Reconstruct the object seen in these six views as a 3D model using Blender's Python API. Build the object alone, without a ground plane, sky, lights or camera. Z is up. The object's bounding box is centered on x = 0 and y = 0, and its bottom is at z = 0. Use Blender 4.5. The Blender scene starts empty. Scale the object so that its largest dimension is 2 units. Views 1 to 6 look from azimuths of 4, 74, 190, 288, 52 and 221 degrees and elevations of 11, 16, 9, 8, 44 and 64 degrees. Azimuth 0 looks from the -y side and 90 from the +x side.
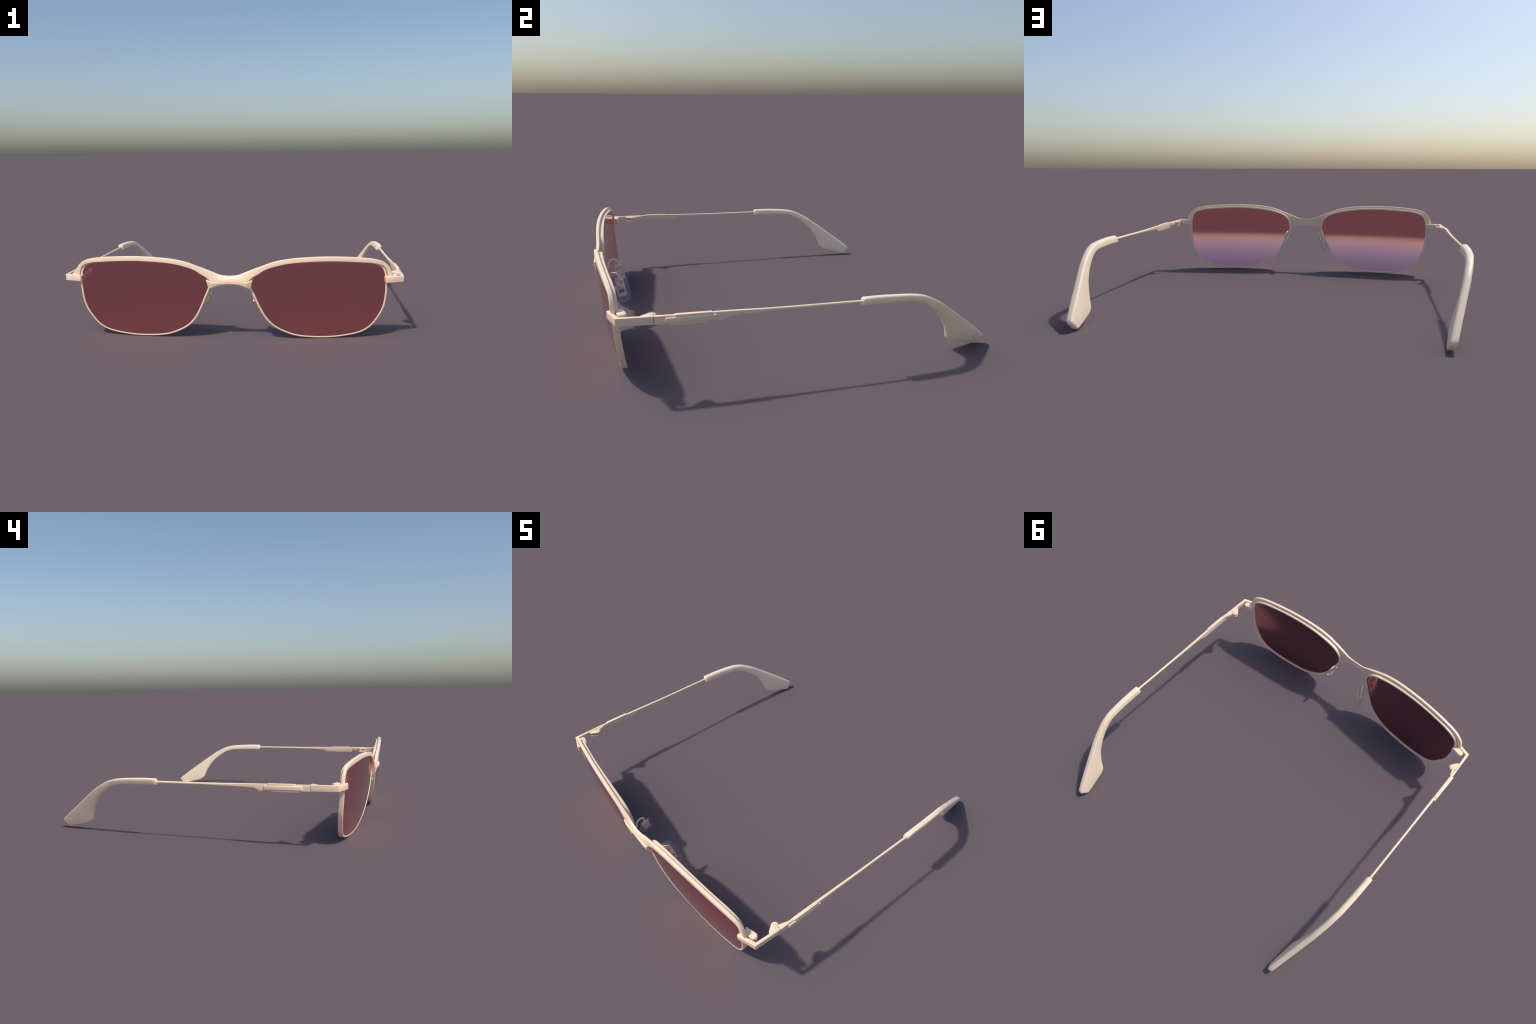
"""Metal-framed sunglasses lying open: two wire rims with mirrored lenses, a brow bar
and bridge, folded end pieces with hinges, slim temples with moulded tips, nose pads."""
import bpy, bmesh, math
import numpy as np
from mathutils import Vector

# ------------------------------------------------------------------ materials
def principled(name, **kw):
    m = bpy.data.materials.new(name)
    m.use_nodes = True
    b = m.node_tree.nodes["Principled BSDF"]
    for k, v in kw.items():
        b.inputs[k.replace("_", " ")].default_value = v
    return m, b


def fine_grain(m, b, base, rough, scale=60.0, amount=0.03):
    """Slight procedural variation of colour and gloss on object coordinates."""
    n, l = m.node_tree.nodes, m.node_tree.links
    co = n.new("ShaderNodeTexCoord")
    no = n.new("ShaderNodeTexNoise")
    no.inputs["Scale"].default_value = scale
    no.inputs["Detail"].default_value = 3
    l.new(co.outputs["Object"], no.inputs["Vector"])
    r = n.new("ShaderNodeValToRGB")
    lo, hi = 1 - amount, 1 + amount
    r.color_ramp.elements[0].position, r.color_ramp.elements[1].position = 0.3, 0.7
    r.color_ramp.elements[0].color = (*[c * lo for c in base], 1)
    r.color_ramp.elements[1].color = (*[min(1, c * hi) for c in base], 1)
    l.new(no.outputs["Fac"], r.inputs["Fac"])
    l.new(r.outputs["Color"], b.inputs["Base Color"])
    mr = n.new("ShaderNodeMapRange")
    mr.inputs["To Min"].default_value = rough - 0.02
    mr.inputs["To Max"].default_value = rough + 0.02
    l.new(no.outputs["Fac"], mr.inputs["Value"])
    l.new(mr.outputs["Result"], b.inputs["Roughness"])


FRAME_BASE = (1.0, 0.75, 0.54)
MAT_FRAME, _b = principled("cream_enamelled_metal", Metallic=0.0)
fine_grain(MAT_FRAME, _b, FRAME_BASE, 0.42, 60, 0.012)
TIP_BASE = (1.0, 0.76, 0.56)  # tinted slightly warmer to lift the grey of the tips' shaded side
MAT_TIP, _b = principled("cream_acetate", Metallic=0.0, Subsurface_Weight=0.25, Subsurface_Scale=0.08,
                         Subsurface_Radius=(1.0, 1.0, 1.0), Specular_IOR_Level=0.3)
fine_grain(MAT_TIP, _b, TIP_BASE, 0.40, 30, 0.015)
MAT_LENS, _b = principled("red_mirror_lens", Metallic=1.0)
fine_grain(MAT_LENS, _b, (0.84, 0.36, 0.37), 0.055, 8, 0.005)


def clear_plastic(name):
    """Clear pad: sees straight through, glossy sheen growing towards grazing angles."""
    m = bpy.data.materials.new(name)
    m.use_nodes = True
    n, l = m.node_tree.nodes, m.node_tree.links
    n.remove(n["Principled BSDF"])
    tr = n.new("ShaderNodeBsdfRefraction")
    tr.inputs["Color"].default_value = (0.99, 0.99, 1.0, 1)
    tr.inputs["IOR"].default_value = 1.008
    tr.inputs["Roughness"].default_value = 0.0
    gl = n.new("ShaderNodeBsdfGlossy")
    gl.inputs["Roughness"].default_value = 0.08
    gl.inputs["Color"].default_value = (0.86, 0.90, 1.0, 1)
    co = n.new("ShaderNodeTexCoord")
    no = n.new("ShaderNodeTexNoise")
    no.inputs["Scale"].default_value = 25
    l.new(co.outputs["Object"], no.inputs["Vector"])
    mr = n.new("ShaderNodeMapRange")
    mr.inputs["To Min"].default_value = 0.06
    mr.inputs["To Max"].default_value = 0.10
    l.new(no.outputs["Fac"], mr.inputs["Value"])
    l.new(mr.outputs["Result"], gl.inputs["Roughness"])
    lw = n.new("ShaderNodeLayerWeight")
    lw.inputs["Blend"].default_value = 0.5
    pw = n.new("ShaderNodeMath")
    pw.operation = "POWER"
    pw.inputs[1].default_value = 3.0
    l.new(lw.outputs["Facing"], pw.inputs[0])
    fr = n.new("ShaderNodeMapRange")
    fr.inputs["To Min"].default_value = 0.10
    fr.inputs["To Max"].default_value = 0.50
    l.new(pw.outputs["Value"], fr.inputs["Value"])
    mx = n.new("ShaderNodeMixShader")
    l.new(fr.outputs["Result"], mx.inputs["Fac"])
    l.new(tr.outputs["BSDF"], mx.inputs[1])
    l.new(gl.outputs["BSDF"], mx.inputs[2])
    l.new(mx.outputs["Shader"], n["Material Output"].inputs["Surface"])
    return m


MAT_PAD = clear_plastic("clear_silicone")
MAT_MARK, _b = principled("pale_print", Metallic=0.0)
fine_grain(MAT_MARK, _b, (0.27, 0.15, 0.155), 0.6, 40, 0.02)
MAT_STAMP, _b = principled("silver_stamp", Metallic=0.3)
fine_grain(MAT_STAMP, _b, (0.72, 0.70, 0.72), 0.35, 40, 0.02)

# ------------------------------------------------------------------ helpers
ROOT = bpy.data.objects.new("sunglasses", None)
bpy.context.collection.objects.link(ROOT)
ROOT["label"] = "cream metal sunglasses with red mirrored lenses and brow bar"
ROOT["category"] = "sunglasses"


def new_object(name, verts, faces, mat, parent, angle=35):
    me = bpy.data.meshes.new(name)
    me.from_pydata([tuple(map(float, v)) for v in verts], [], [tuple(f) for f in faces])
    bm = bmesh.new()
    bm.from_mesh(me)
    bmesh.ops.remove_doubles(bm, verts=bm.verts, dist=1e-6)
    bmesh.ops.recalc_face_normals(bm, faces=bm.faces)
    bm.to_mesh(me)
    bm.free()
    me.materials.append(mat)
    me.shade_smooth()
    me.set_sharp_from_angle(angle=math.radians(angle))
    ob = bpy.data.objects.new(name, me)
    bpy.context.collection.objects.link(ob)
    ob.parent = parent
    return ob


def flipped(geo):
    v, f = geo
    v = np.array(v, float).copy()
    v[:, 0] *= -1
    return v, [tuple(reversed(q)) for q in f]


def both_sides(name, geo, mat, parents, angle=35):
    """Right-hand part and its mirror image, parented to the parts of their own side."""
    return [new_object(name, *geo, mat, parents[0], angle),
            new_object(name, *flipped(geo), mat, parents[1], angle)]


def merge(*geos):
    V, F = [], []
    for v, f in geos:
        o = len(V)
        V.extend([tuple(p) for p in v])
        F.extend([tuple(i + o for i in q) for q in f])
    return V, F


def spline(points, n, closed=False):
    """Cubic (Catmull-Rom, chord-length) curve through the points, n samples spaced evenly."""
    P = np.array(points, float)
    if closed:
        P = np.vstack([P[-2:], P, P[:3]])
    else:
        P = np.vstack([2 * P[0] - P[1], P, 2 * P[-1] - P[-2]])
    t = np.concatenate([[0], np.cumsum(np.sqrt(np.linalg.norm(np.diff(P, axis=0), axis=1)))])
    out = []
    lo, hi = (2, len(P) - 3) if closed else (1, len(P) - 2)
    for i in range(lo, hi):
        p0, p1, p2, p3 = P[i - 1:i + 3]
        t0, t1, t2, t3 = t[i - 1:i + 3]
        for s in np.linspace(t1, t2, 24, endpoint=False):
            a1 = (t1 - s) / (t1 - t0) * p0 + (s - t0) / (t1 - t0) * p1
            a2 = (t2 - s) / (t2 - t1) * p1 + (s - t1) / (t2 - t1) * p2
            a3 = (t3 - s) / (t3 - t2) * p2 + (s - t2) / (t3 - t2) * p3
            b1 = (t2 - s) / (t2 - t0) * a1 + (s - t0) / (t2 - t0) * a2
            b2 = (t3 - s) / (t3 - t1) * a2 + (s - t1) / (t3 - t1) * a3
            out.append((t2 - s) / (t2 - t1) * b1 + (s - t1) / (t2 - t1) * b2)
    out.append(P[hi])
    out = np.array(out)
    d = np.concatenate([[0], np.cumsum(np.linalg.norm(np.diff(out, axis=0), axis=1))])
    want = np.linspace(0, d[-1], n + (1 if closed else 0))
    res = np.stack([np.interp(want, d, out[:, k]) for k in range(out.shape[1])], 1)
    return res[:-1] if closed else res


def loft(rings, closed=False, caps=True):
    rings = np.array(rings, float)
    n, m, _ = rings.shape
    V = rings.reshape(-1, 3)
    F = []
    for i in range(n if closed else n - 1):
        j = (i + 1) % n
        for k in range(m):
            l = (k + 1) % m
            F.append((i * m + k, i * m + l, j * m + l, j * m + k))
    if caps and not closed:
        F.append(tuple(range(m - 1, -1, -1)))
        F.append(tuple((n - 1) * m + k for k in range(m)))
    return V, F


def round_rect(w, h, r, k=4):
    """Ring of 2D points around a w x h rectangle with rounded corners, centred."""
    r = min(r, w / 2 * 0.98, h / 2 * 0.98)
    pts = []
    for cx, cy, a0 in ((w / 2 - r, h / 2 - r, 0), (-w / 2 + r, h / 2 - r, 90),
                       (-w / 2 + r, -h / 2 + r, 180), (w / 2 - r, -h / 2 + r, 270)):
        for i in range(k + 1):
            a = math.radians(a0 + 90 * i / k)
            pts.append((cx + r * math.cos(a), cy + r * math.sin(a)))
    return pts


def prism(poly, z0, z1, bevel, place=lambda p: p, segs=3):
    """Polygon in a plane pulled from z0 to z1 with rounded edges; place maps it into the scene."""
    bm = bmesh.new()
    lo = [bm.verts.new((x, y, z0)) for x, y in poly]
    hi = [bm.verts.new((x, y, z1)) for x, y in poly]
    n = len(poly)
    bm.faces.new(lo[::-1])
    bm.faces.new(hi)
    for i in range(n):
        j = (i + 1) % n
        bm.faces.new((lo[i], lo[j], hi[j], hi[i]))
    bmesh.ops.recalc_face_normals(bm, faces=bm.faces)
    if bevel:
        sharp = [e for e in bm.edges if e.calc_face_angle(0) > math.radians(30)]
        bmesh.ops.bevel(bm, geom=sharp, offset=bevel, segments=segs, profile=0.5, affect="EDGES", clamp_overlap=True)
    bm.verts.index_update()
    V = [place(tuple(v.co)) for v in bm.verts]
    F = [tuple(v.index for v in f.verts) for f in bm.faces]
    bm.free()
    return V, F


def tube(points, radius, k=10, flat=1.0):
    """Round wire along 3D points (parallel-transported frame)."""
    P = np.array(points, float)
    T = np.gradient(P, axis=0)
    T /= np.linalg.norm(T, axis=1)[:, None]
    up = np.array([0, 0, 1.0]) if abs(T[0][2]) < 0.9 else np.array([1.0, 0, 0])
    rings = []
    for i in range(len(P)):
        up = up - T[i] * (up @ T[i])
        up /= np.linalg.norm(up)
        sd = np.cross(T[i], up)
        r = radius[i] if hasattr(radius, "__len__") else radius
        rings.append([P[i] + r * (math.cos(a) * sd + flat * math.sin(a) * up)
                      for a in np.linspace(0, 2 * math.pi, k, endpoint=False)])
    return loft(rings)


# ------------------------------------------------------------------ the curved front
def rim_y(x, z):
    """Front edge of the lens wire: wrapped back sideways, leaning in below, gently domed."""
    x = abs(x)
    return (-0.9056 + 0.0808 * (x - 0.5) - 0.0873 * (z - 0.25)
            + 0.1746 * (x - 0.5) ** 2 + 0.4761 * (z - 0.25) ** 2)


RIM_OUTLINE = [(.112, .304), (.1135, .340), (.126, .375), (.166, .411), (.255, .441), (.373, .459),
               (.534, .4650), (.684, .459), (.788, .448), (.845, .425), (.868, .390), (.877, .320),
               (.872, .222), (.860, .171), (.835, .121), (.795, .066), (.740, .030), (.622, .005),
               (.505, .0), (.379, .011), (.304, .037), (.244, .072), (.200, .118), (.164, .182), (.132, .255)]
RIM_THICK, RIM_DEPTH = 0.0115, 0.0275

outline = spline(RIM_OUTLINE, 260, closed=True)
tang = np.roll(outline, -1, 0) - np.roll(outline, 1, 0)
tang /= np.linalg.norm(tang, axis=1)[:, None]
inward = np.stack([tang[:, 1], -tang[:, 0]], 1)
if ((np.array([0.5, 0.25]) - outline) * inward).sum() < 0:
    inward = -inward


def rim_geo():
    prof = round_rect(RIM_THICK, RIM_DEPTH, 0.0035, 3)
    rings = []
    for p, n in zip(outline, inward):
        y0 = rim_y(*p)
        ring = []
        for a, b in prof:
            q = p + n * (RIM_THICK / 2 + a)
            ring.append((q[0], y0 + RIM_DEPTH / 2 + b, q[1]))
        rings.append(ring)
    return loft(rings, closed=True)


LENS_SET = 0.0035          # how far the lens sits behind the front edge of the rim
LENS_THICK = 0.0185


def lens_y(x, z):
    """Front of the lens: follows the rim, a little flatter under the brow."""
    return rim_y(x, z) + LENS_SET - 0.02 * max(0.0, z - 0.36) ** 2


def lens_back_y(x, z):
    return rim_y(x, z) + LENS_SET + LENS_THICK + 0.008 * (z - 0.25)


def lens_geo():
    edge = outline + inward * (RIM_THICK * 0.7)
    c = np.array([0.5, 0.24])
    m, rings = len(edge), 30
    V, F = [], []
    for side in (0, 1):
        base = len(V)
        V.append((c[0], (lens_y, lens_back_y)[side](*c), c[1]))
        for r in range(1, rings + 1):
            for p in edge:
                q = c + (p - c) * (r / rings)
                V.append((q[0], (lens_y, lens_back_y)[side](*q), q[1]))
        for k in range(m):
            l = (k + 1) % m
            F.append((base, base + 1 + k, base + 1 + l))
            for r in range(rings - 1):
                o = base + 1 + r * m
                F.append((o + k, o + m + k, o + m + l, o + l))
    a = 1 + (rings - 1) * m
    b = a + 1 + rings * m
    for k in range(m):
        l = (k + 1) % m
        F.append((a + k, a + l, b + l, b + k))
    return V, F


rims = both_sides("rim", rim_geo(), MAT_FRAME, (ROOT, ROOT), 40)
lenses = both_sides("lens", lens_geo(), MAT_LENS, (ROOT, ROOT), 50)

# ------------------------------------------------------------------ brow bar: upper edge / lower edge pairs
BROW = [((0, .378), (0, .3435)), ((.050, .383), (.052, .3435)), ((.085, .396), (.100, .3465)),
        ((.110, .406), (.128, .367)), ((.145, .420), (.160, .385)), ((.183, .434), (.196, .408)),
        ((.240, .4545), (.250, .4275)), ((.320, .471), (.327, .444)), ((.420, .480), (.425, .4525)),
        ((.545, .483), (.545, .4555)), ((.665, .4785), (.660, .4505)), ((.745, .472), (.740, .4445)),
        ((.805, .463), (.797, .4385)), ((.840, .453), (.828, .4315)), ((.866, .438), (.850, .4215)),
        ((.886, .417), (.864, .408)), ((.897, .396), (.872, .390)), ((.903, .375), (.877, .374)),
        ((.905, .356), (.879, .354))]


def brow_y(x, z):
    x = abs(x)
    if x > 0.5:
        z = max(z, 0.43)
    return -0.867 + 0.06 * x * x - 0.172 * z + 0.04 * x - 0.011 * math.exp(-(x / 0.12) ** 2)


def brow_geo():
    top = [(-o[0], o[1]) for o, _ in BROW[:0:-1]] + [o for o, _ in BROW]
    low = [(-i[0], i[1]) for _, i in BROW[:0:-1]] + [i for _, i in BROW]
    pairs = spline([t + l for t, l in zip(top, low)], 260)
    rings = []
    for ox, oz, ix, iz in pairs:
        o, i = np.array([ox, oz - 0.0022]), np.array([ix, iz - 0.0008])
        mid, w = (o + i) / 2, np.linalg.norm(o - i)
        u = (o - i) / w
        g = math.exp(-(mid[0] / 0.10) ** 2)
        depth = 0.0180 + 0.004 * g
        y0 = brow_y(mid[0], mid[1])
        ring = []
        for a, b in round_rect(w, depth, 0.0035, 4):
            q = mid + u * a
            lean = 0.08 * a
            # at the bridge the front face rounds back towards its top
            roll = 0.010 * g * max(0.0, a / w + 0.15) ** 2 * 4 if b < 0 else 0.0
            ring.append((q[0], y0 + depth / 2 + b + lean + roll, q[1]))
        rings.append(ring)
    return loft(rings)


new_object("brow_bar", *brow_geo(), MAT_FRAME, ROOT, 40)


# ------------------------------------------------------------------ lower bridge
def bridge_geo():
    us = np.linspace(-1, 1, 61)
    rings = []
    for u in us:
        a = abs(u)
        zb = np.interp(a, [0, .25, .5, .75, .9, 1], [.3300, .3288, .3232, .3115, .3025, .2960])
        zt = np.interp(a, [0, .72, .85, 1], [.3415, .3420, .3460, .3540])
        yf = -0.9435 + 0.006 * max(0, a - 0.80) / 0.2
        yb = -0.916
        ring = []
        for p, q in round_rect(1, 1, 0.16, 3):
            z = (zb + zt) / 2 + q * (zt - zb)
            y = (yf + yb) / 2 + p * (yb - yf)
            y += 0.008 * (0.345 - z) / 0.05 if p < 0 else 0
            x = u * (0.1145 + (z - 0.296) * 0.25)
            ring.append((x, y, z))
        rings.append(ring)
    web = prism([(-.112, -.930), (.112, -.930), (.112, -.917), (-.112, -.917)], .330, .358, 0.003)
    return merge(loft(rings), web)


new_object("bridge", *bridge_geo(), MAT_FRAME, ROOT, 40)


# ------------------------------------------------------------------ end pieces, rim locks, hinges
def end_piece_geo():
    t = 0.0145
    plan = [(.8665, -.8695), (.8690, -.8725), (.8720, -.8725), (.9700, -.8405), (.9775, -.6925), (.9775 - t, -.6915),
            (.9700 - t - .001, -.8265), (.8645, -.8575)]
    def place(p):
        x, y, z = p
        f = min(1, max(0, (y + .84) / .15))
        return (x, y, z - 0.0025 * f - (0.002 if y < -.85 and z > .345 else 0))
    return prism(plan, .3275, .3625, 0.0035, place)


end_pieces = both_sides("end_piece", end_piece_geo(), MAT_FRAME, (ROOT, ROOT), 40)


def stadium(cx, cy, length, half, ang, k=10):
    """Tongue with one round end: starts flat, runs along ang, ends in a half circle."""
    d = np.array([math.cos(ang), math.sin(ang)])
    n = np.array([-d[1], d[0]])
    c = np.array([cx, cy])
    e = c + d * length
    pts = [c - n * half]
    for i in range(k + 1):
        a = -math.pi / 2 + math.pi * i / k
        pts.append(e + half * (math.cos(a) * d + math.sin(a) * n))
    pts.append(c + n * half)
    return [tuple(p) for p in pts]


def disc(cx, cy, r, z0, z1, bevel=0.001, k=28):
    return prism([(cx + r * math.cos(a), cy + r * math.sin(a))
                  for a in np.linspace(0, 2 * math.pi, k, endpoint=False)], z0, z1, bevel, segs=2)


def ring_groove(cx, cy, r, w, z):
    """Thin raised ring, reads as the seam round a screw seat."""
    pts = [(cx + r * math.cos(a), cy + r * math.sin(a), z) for a in np.linspace(0, 2 * math.pi, 40, endpoint=False)]
    rings = []
    for x, y, zz in pts:
        d = np.array([x - cx, y - cy]) / r
        rings.append([(x + d[0] * w * math.cos(b), y + d[1] * w * math.cos(b), zz + w * math.sin(b))
                      for b in np.linspace(0, 2 * math.pi, 6, endpoint=False)])
    return loft(rings, closed=True)


lock = merge(prism(stadium(.868, -.8275, .056, .0175, math.radians(16)), .3285, .3640, 0.0025),
             disc(.924, -.8115, .0125, .3630, .3650, 0.0006))
both_sides("rim_lock", lock, MAT_FRAME, end_pieces, 40)

HX, HY = .9400, -.6990      # hinge pin


def hinge_leaf(z0, z1):
    k = [(HX + .0185 * math.cos(a), HY + .0185 * math.sin(a))
         for a in np.linspace(math.radians(20), math.radians(212), 18)]
    arm = [(.9325, -.7205), (.9385, -.7300), (.9450, -.7390), (.9520, -.7450), (.9640, -.7490), (.9670, -.694)]
    return prism(k + arm, z0, z1, 0.0015, segs=2)


leaf = merge(hinge_leaf(.3465, .3575), hinge_leaf(.3245, .3345))
hinges = both_sides("hinge_leaf", leaf, MAT_FRAME, end_pieces, 40)


def screw_geo():
    """Countersunk screw head: a disc of four raised quarters left by a cross slot."""
    parts = [disc(HX, HY, .0112, .3560, .3578, 0.0004)]
    for q in range(4):
        a0 = math.radians(90 * q + 15)
        a1 = math.radians(90 * q + 75)
        c = np.array([HX, HY]) + 0.0038 * np.array([math.cos((a0 + a1) / 2), math.sin((a0 + a1) / 2)])
        poly = [tuple(c)] + [(HX + .0100 * math.cos(a), HY + .0100 * math.sin(a)) for a in np.linspace(a0, a1, 8)]
        parts.append(prism(poly, .3570, .3602, 0.0005, segs=2))
    return merge(*parts)


both_sides("hinge_screw", screw_geo(), MAT_FRAME, end_pieces, 40)


# ------------------------------------------------------------------ temples
def temple_x(y):
    return .9780 + .0095 * (y + .69) / .89      # outer face


def temple_top(y):
    return float(np.interp(y, [-.69, -.42, -.33, -.20, .05, .25], [.3600, .3562, .3541, .3509, .3487, .3470]))



def temple_geo():
    t = 0.0140
    ys = np.concatenate([np.linspace(-.690, -.42, 12), np.linspace(-.415, -.375, 9), np.linspace(-.36, -.05, 18),
                         np.linspace(-.02, .22, 8)])
    rings = []
    for y in ys:
        zt = temple_top(y)
        h_plate = np.interp(y, [-.69, -.425, -.410, -.383, -.372, -.30, -.20, -.08, .25],
                            [.0365, .0395, .0380, .0245, .0222, .0190, .0165, .0150, .0145])
        xo = temple_x(y)
        r = np.interp(y, [-.40, -.10], [.0025, .0069])
        w = np.interp(y, [-.40, -.10], [t, .0140])
        ring = []
        for a, b in round_rect(w, h_plate, r, 4):
            ring.append((xo - w / 2 + a, y, zt - h_plate / 2 + b))
        rings.append(ring)
    return loft(rings)


temples = both_sides("temple", temple_geo(), MAT_FRAME, (ROOT, ROOT), 40)


def temple_box(y0, y1, z0, z1, x0, x1, bevel):
    """Raised panel riding on the outer face (x0, x1 measured from it)."""
    def place(p):
        y, z, x = p
        return (temple_x(y) + x, y, z + temple_top(y) - .3600)
    return prism([(y0, z0), (y1, z0), (y1, z1), (y0, z1)], x0, x1, bevel, place)


both_sides("temple_panel", temple_box(-.647, -.439, .3285, .3520, -.004, .0085, .003), MAT_FRAME, temples, 40)
both_sides("temple_strip", merge(temple_box(-.608, -.457, .3500, .3628, -.0135, .0045, .0015),
                                 temple_box(-.631, -.482, .3185, .3300, -.0135, .0045, .0015)),
           MAT_FRAME, temples, 40)

# knuckle of the temple side between the two hinge leaves, with its wedge-shaped root
knuckle = merge(
    prism([(HX + .0165 * math.cos(a), HY + .0165 * math.sin(a)) for a in np.linspace(0, 2 * math.pi, 24, endpoint=False)],
          .3355, .3455, 0.0012, segs=2),
    prism([(.9500, -.690), (.9700, -.688), (.9700, -.618), (.9665, -.625), (.9520, -.668), (.9490, -.682)],
          .3270, .3560, 0.0020, segs=2),
    prism([(.9330, -.692), (.9600, -.690), (.9600, -.670), (.9420, -.674)], .3355, .3455, 0.0012, segs=2))
both_sides("hinge_knuckle", knuckle, MAT_FRAME, temples, 40)

# ------------------------------------------------------------------ temple tips: (upper edge, lower edge) in y, z
TIP = [((.206, .3605), (.206, .3195)), ((.290, .3605), (.290, .3195)), ((.360, .3575), (.360, .3170)),
       ((.430, .3525), (.430, .3140)), ((.485, .3450), (.480, .3070)), ((.535, .3300), (.522, .2920)),
       ((.580, .3080), (.560, .2690)), ((.630, .2800), (.600, .2400)), ((.690, .2380), (.637, .2050)),
       ((.745, .1980), (.664, .1690)), ((.795, .1610), (.686, .1320)), ((.832, .1340), (.702, .0950)),
       ((.860, .1130), (.715, .0630)), ((.880, .0980), (.741, .0445)), ((.898, .0840), (.793, .0295)),
       ((.916, .0695), (.845, .0155)), ((.932, .0560), (.893, .0035))]


def tip_top(y):
    return np.interp(y, [p[0][0] for p in TIP], [p[0][1] for p in TIP])


def tip_x(y, z):
    """Centre plane: turns inwards towards the ends, lower edge leaning in."""
    base = np.interp(y, [.2, .35, .47, .56, .66, .73, .82, .90, .945],
                     [.9850, .9825, .9760, .9630, .9405, .9190, .8925, .8690, .8560])
    return base + 0.28 * (z - tip_top(y))


def tip_geo():
    rows = spline([a + b for a, b in TIP], 90)
    rings = []

    def ring(ay, az, by, bz, thick, shrink=0.0):
        a, b = np.array([ay, az]), np.array([by, bz])
        mid, h = (a + b) / 2, np.linalg.norm(a - b) - 2 * shrink
        u = (a - b) / np.linalg.norm(a - b)
        out = []
        for p, q in round_rect(h, thick - 2 * shrink, 0.0115 - shrink * 0.6, 5):
            c = mid + u * p
            out.append((tip_x(c[0], c[1]) + q, c[0], c[1]))
        return out

    n = len(rows)
    TH = 0.0345
    first = rows[0]
    for s, dy in ((.0075, -.0020), (.0040, -.0012), (.0015, 0.0008), (0, .004)):
        rings.append(ring(first[0] + dy, first[1], first[2] + dy, first[3], TH, s))
    for k, r in enumerate(rows[3:], 3):
        rings.append(ring(*r, TH))
    a = rows[-1]
    # rounded heel
    for s, d in ((.0015, .0060), (.0045, .0125), (.0085, .0165), (.0130, .0178)):
        oy, oz = d * .80, -d * .60
        rings.append(ring(a[0] + oy, a[1] + oz, a[2] + oy, a[3] + oz * .10, TH, s))
    return loft(rings)


tips = both_sides("temple_tip", tip_geo(), MAT_TIP, temples, 40)


def stroke_mark(strokes, place, r):
    return merge(*[tube([place(*p) for p in spline(s, 40)], r, 6) for s in strokes])


# small stamped sign on the outer face of each tip: two nested hooks
def tip_place(u, v):
    y, z = .8805 + u * .015, .0500 + v * .0125
    return (tip_x(y, z) + .0172, y, z)


HOOKS = [[(.9, .2), (.7, .8), (.1, .9), (-.1, .4), (.3, .0), (.5, -.5), (.1, -.9), (-.4, -.6)],
         [(-.9, -.2), (-.8, .5), (-.3, .8), (-.1, .4), (-.5, -.1), (-.3, -.5)]]
both_sides("tip_mark", stroke_mark(HOOKS, tip_place, .0014), MAT_STAMP, tips, 60)

# ------------------------------------------------------------------ printed sign on one lens
SIGN = [[(.8311, .3605), (.8383, .3530), (.8466, .3606), (.8412, .3730), (.8280, .3707), (.8194, .3682),
         (.8131, .3786), (.8179, .3883), (.8304, .3837)],
        [(.8042, .3800), (.8120, .3885), (.8196, .3963)],
        [(.8196, .3963), (.8138, .4015), (.8060, .4029), (.8002, .3972), (.8008, .3892)]]
new_object("lens_mark", *stroke_mark(SIGN, lambda x, z: (-x, lens_y(x, z) - .0002, z), .0016), MAT_MARK, lenses[1], 60)

# ------------------------------------------------------------------ nose pads
PAD_C = np.array([.1365, -.8130, .2070])
PAD_V = np.array([.062, .030, -.157]); PAD_V /= np.linalg.norm(PAD_V)      # down the pad
PAD_U = np.array([.04, .97, .0]); PAD_U -= PAD_V * (PAD_U @ PAD_V); PAD_U /= np.linalg.norm(PAD_U)   # towards the face
PAD_N = np.cross(PAD_U, PAD_V)
if PAD_N[0] < 0:
    PAD_N = -PAD_N                                                         # towards the lens


def pad_point(u, v, n):
    return tuple(PAD_C + PAD_U * u + PAD_V * v + PAD_N * n)


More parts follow.
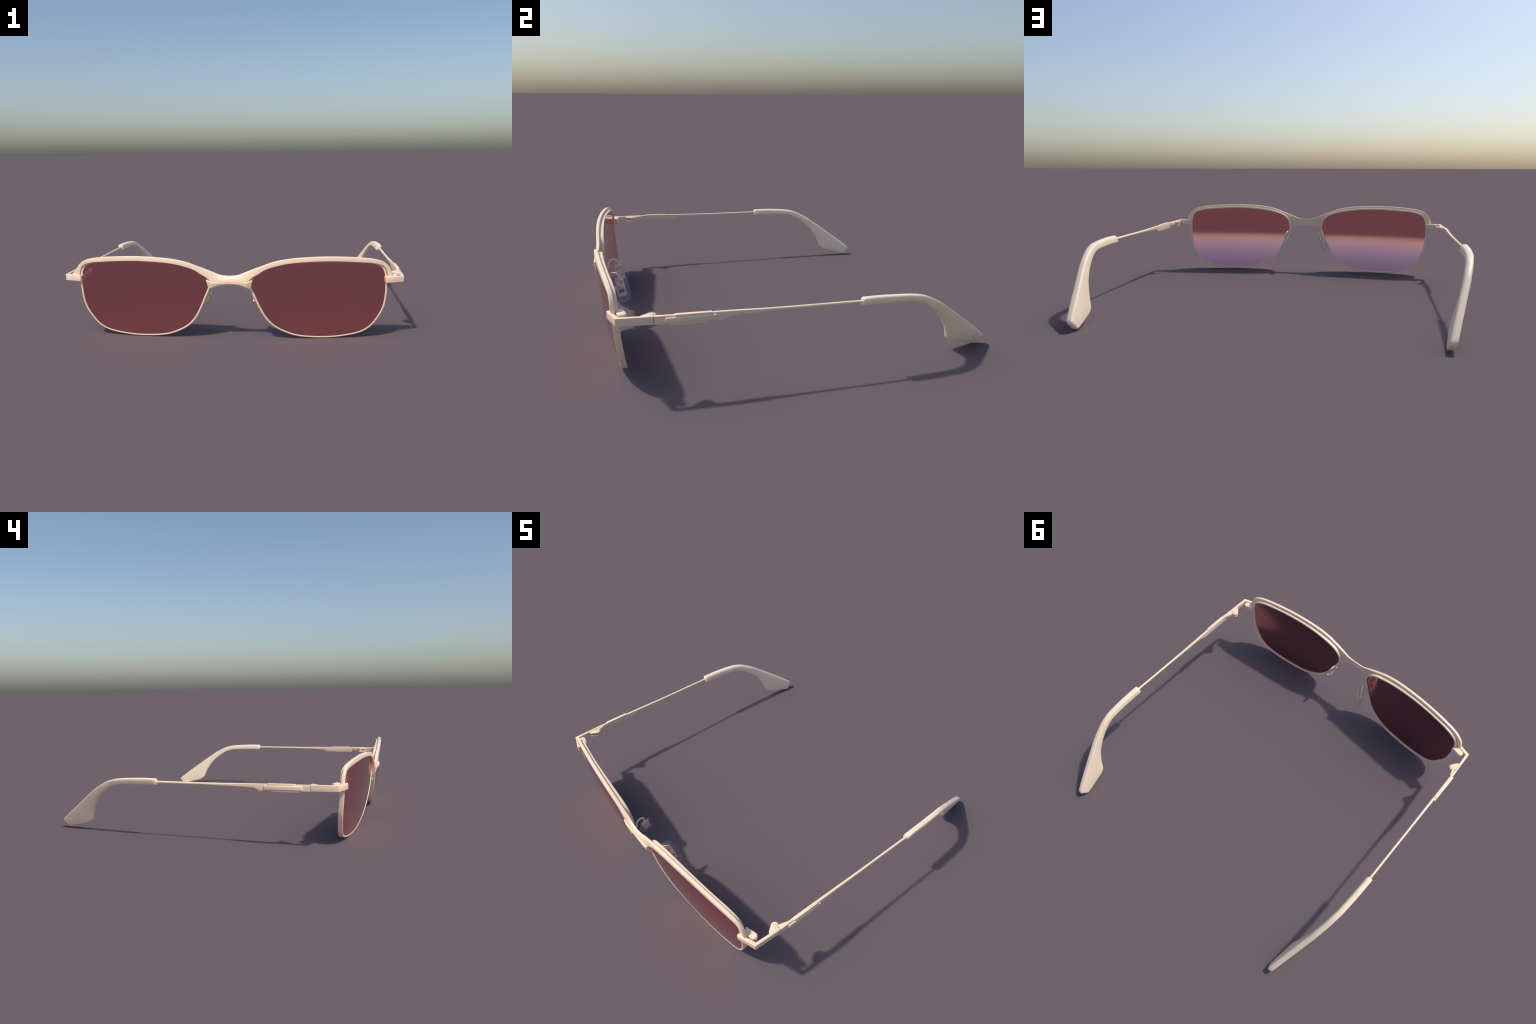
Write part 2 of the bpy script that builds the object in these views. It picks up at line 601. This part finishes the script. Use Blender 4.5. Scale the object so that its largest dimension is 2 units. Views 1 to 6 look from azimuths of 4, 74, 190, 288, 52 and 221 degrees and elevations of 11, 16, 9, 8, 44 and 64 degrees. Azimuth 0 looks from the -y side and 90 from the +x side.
def pad_geo():
    m = 64
    a = np.linspace(0, 2 * math.pi, m, endpoint=False)
    su = np.sign(np.cos(a)) * np.abs(np.cos(a)) ** (2 / 2.7)
    sv = np.sign(np.sin(a)) * np.abs(np.sin(a)) ** (2 / 2.7)
    rings = []
    for off, n in ((.016, -.0085), (.006, -.0075), (.002, -.0055), (0, -.002), (0, .002), (.002, .0055), (.006, .0072), (.014, .0078)):
        W, H = .0440 - off, .0860 - off
        rings.append([pad_point(W * p * (1 + .08 * q), H * q, n) for p, q in zip(su, sv)])
    return loft(rings)


pads = both_sides("nose_pad", pad_geo(), MAT_PAD, (ROOT, ROOT), 50)


def insert_geo():
    """Metal plaque moulded into the pad, with two windows: side rails, cross bars, boss."""
    W, H, w = .0225, .0520, .0075
    rails = []
    outer = round_rect(2 * W, 2 * H, .010, 5)
    inner = round_rect(2 * (W - w), 2 * (H - w), .005, 5)
    V, F = [], []
    m = len(outer)
    for src, n in ((outer, -.0030), (outer, .0042), (inner, .0042), (inner, -.0030)):
        V += [pad_point(p, q, n) for p, q in src]
    for l in range(4):
        for k in range(m):
            j = (k + 1) % m
            F.append((l * m + k, l * m + j, ((l + 1) % 4) * m + j, ((l + 1) % 4) * m + k))
    rails.append((V, F))

    def bar(u0, u1, v0, v1, n0, n1, b=.002):
        return prism([(u0, v0), (u1, v0), (u1, v1), (u0, v1)], n0, n1, b, lambda p: pad_point(*p), 2)
    rails.append(bar(-W + .003, W - .003, -.0130, .0130, -.0025, .0035))
    rails.append(bar(-W + .003, W - .003, -.0500, -.0330, -.0025, .0035))
    rails.append(bar(-W + .003, W - .003, .0330, .0500, -.0025, .0035))
    rails.append(bar(-.0130, .0130, -.0110, .0090, .002, .0160, .004))
    return merge(*rails)


both_sides("pad_insert", insert_geo(), MAT_FRAME, pads, 40)

ARM = [(.134, -.895, .222), (.131, -.878, .236), (.1290, -.8720, .262), (.1290, -.8630, .2795), (.1300, -.8470, .2865),
       (.1340, -.8290, .2800), (.1400, -.8190, .2620), (.1455, -.8150, .2400), (.1490, -.8140, .2180)]
both_sides("pad_arm", tube(spline(ARM, 60), .0052, 12), MAT_FRAME, pads, 60)
both_sides("pad_crimp", prism([(.0075 * math.cos(a), .0075 * math.sin(a)) for a in np.linspace(0, 2 * math.pi, 20, endpoint=False)],
                              -.0125, .0125, .002,
                              lambda p: tuple(np.array([.1490, -.8130, .2170]) + PAD_N * p[0] + PAD_V * p[1] + PAD_U * p[2]), 2),
           MAT_FRAME, pads, 40)
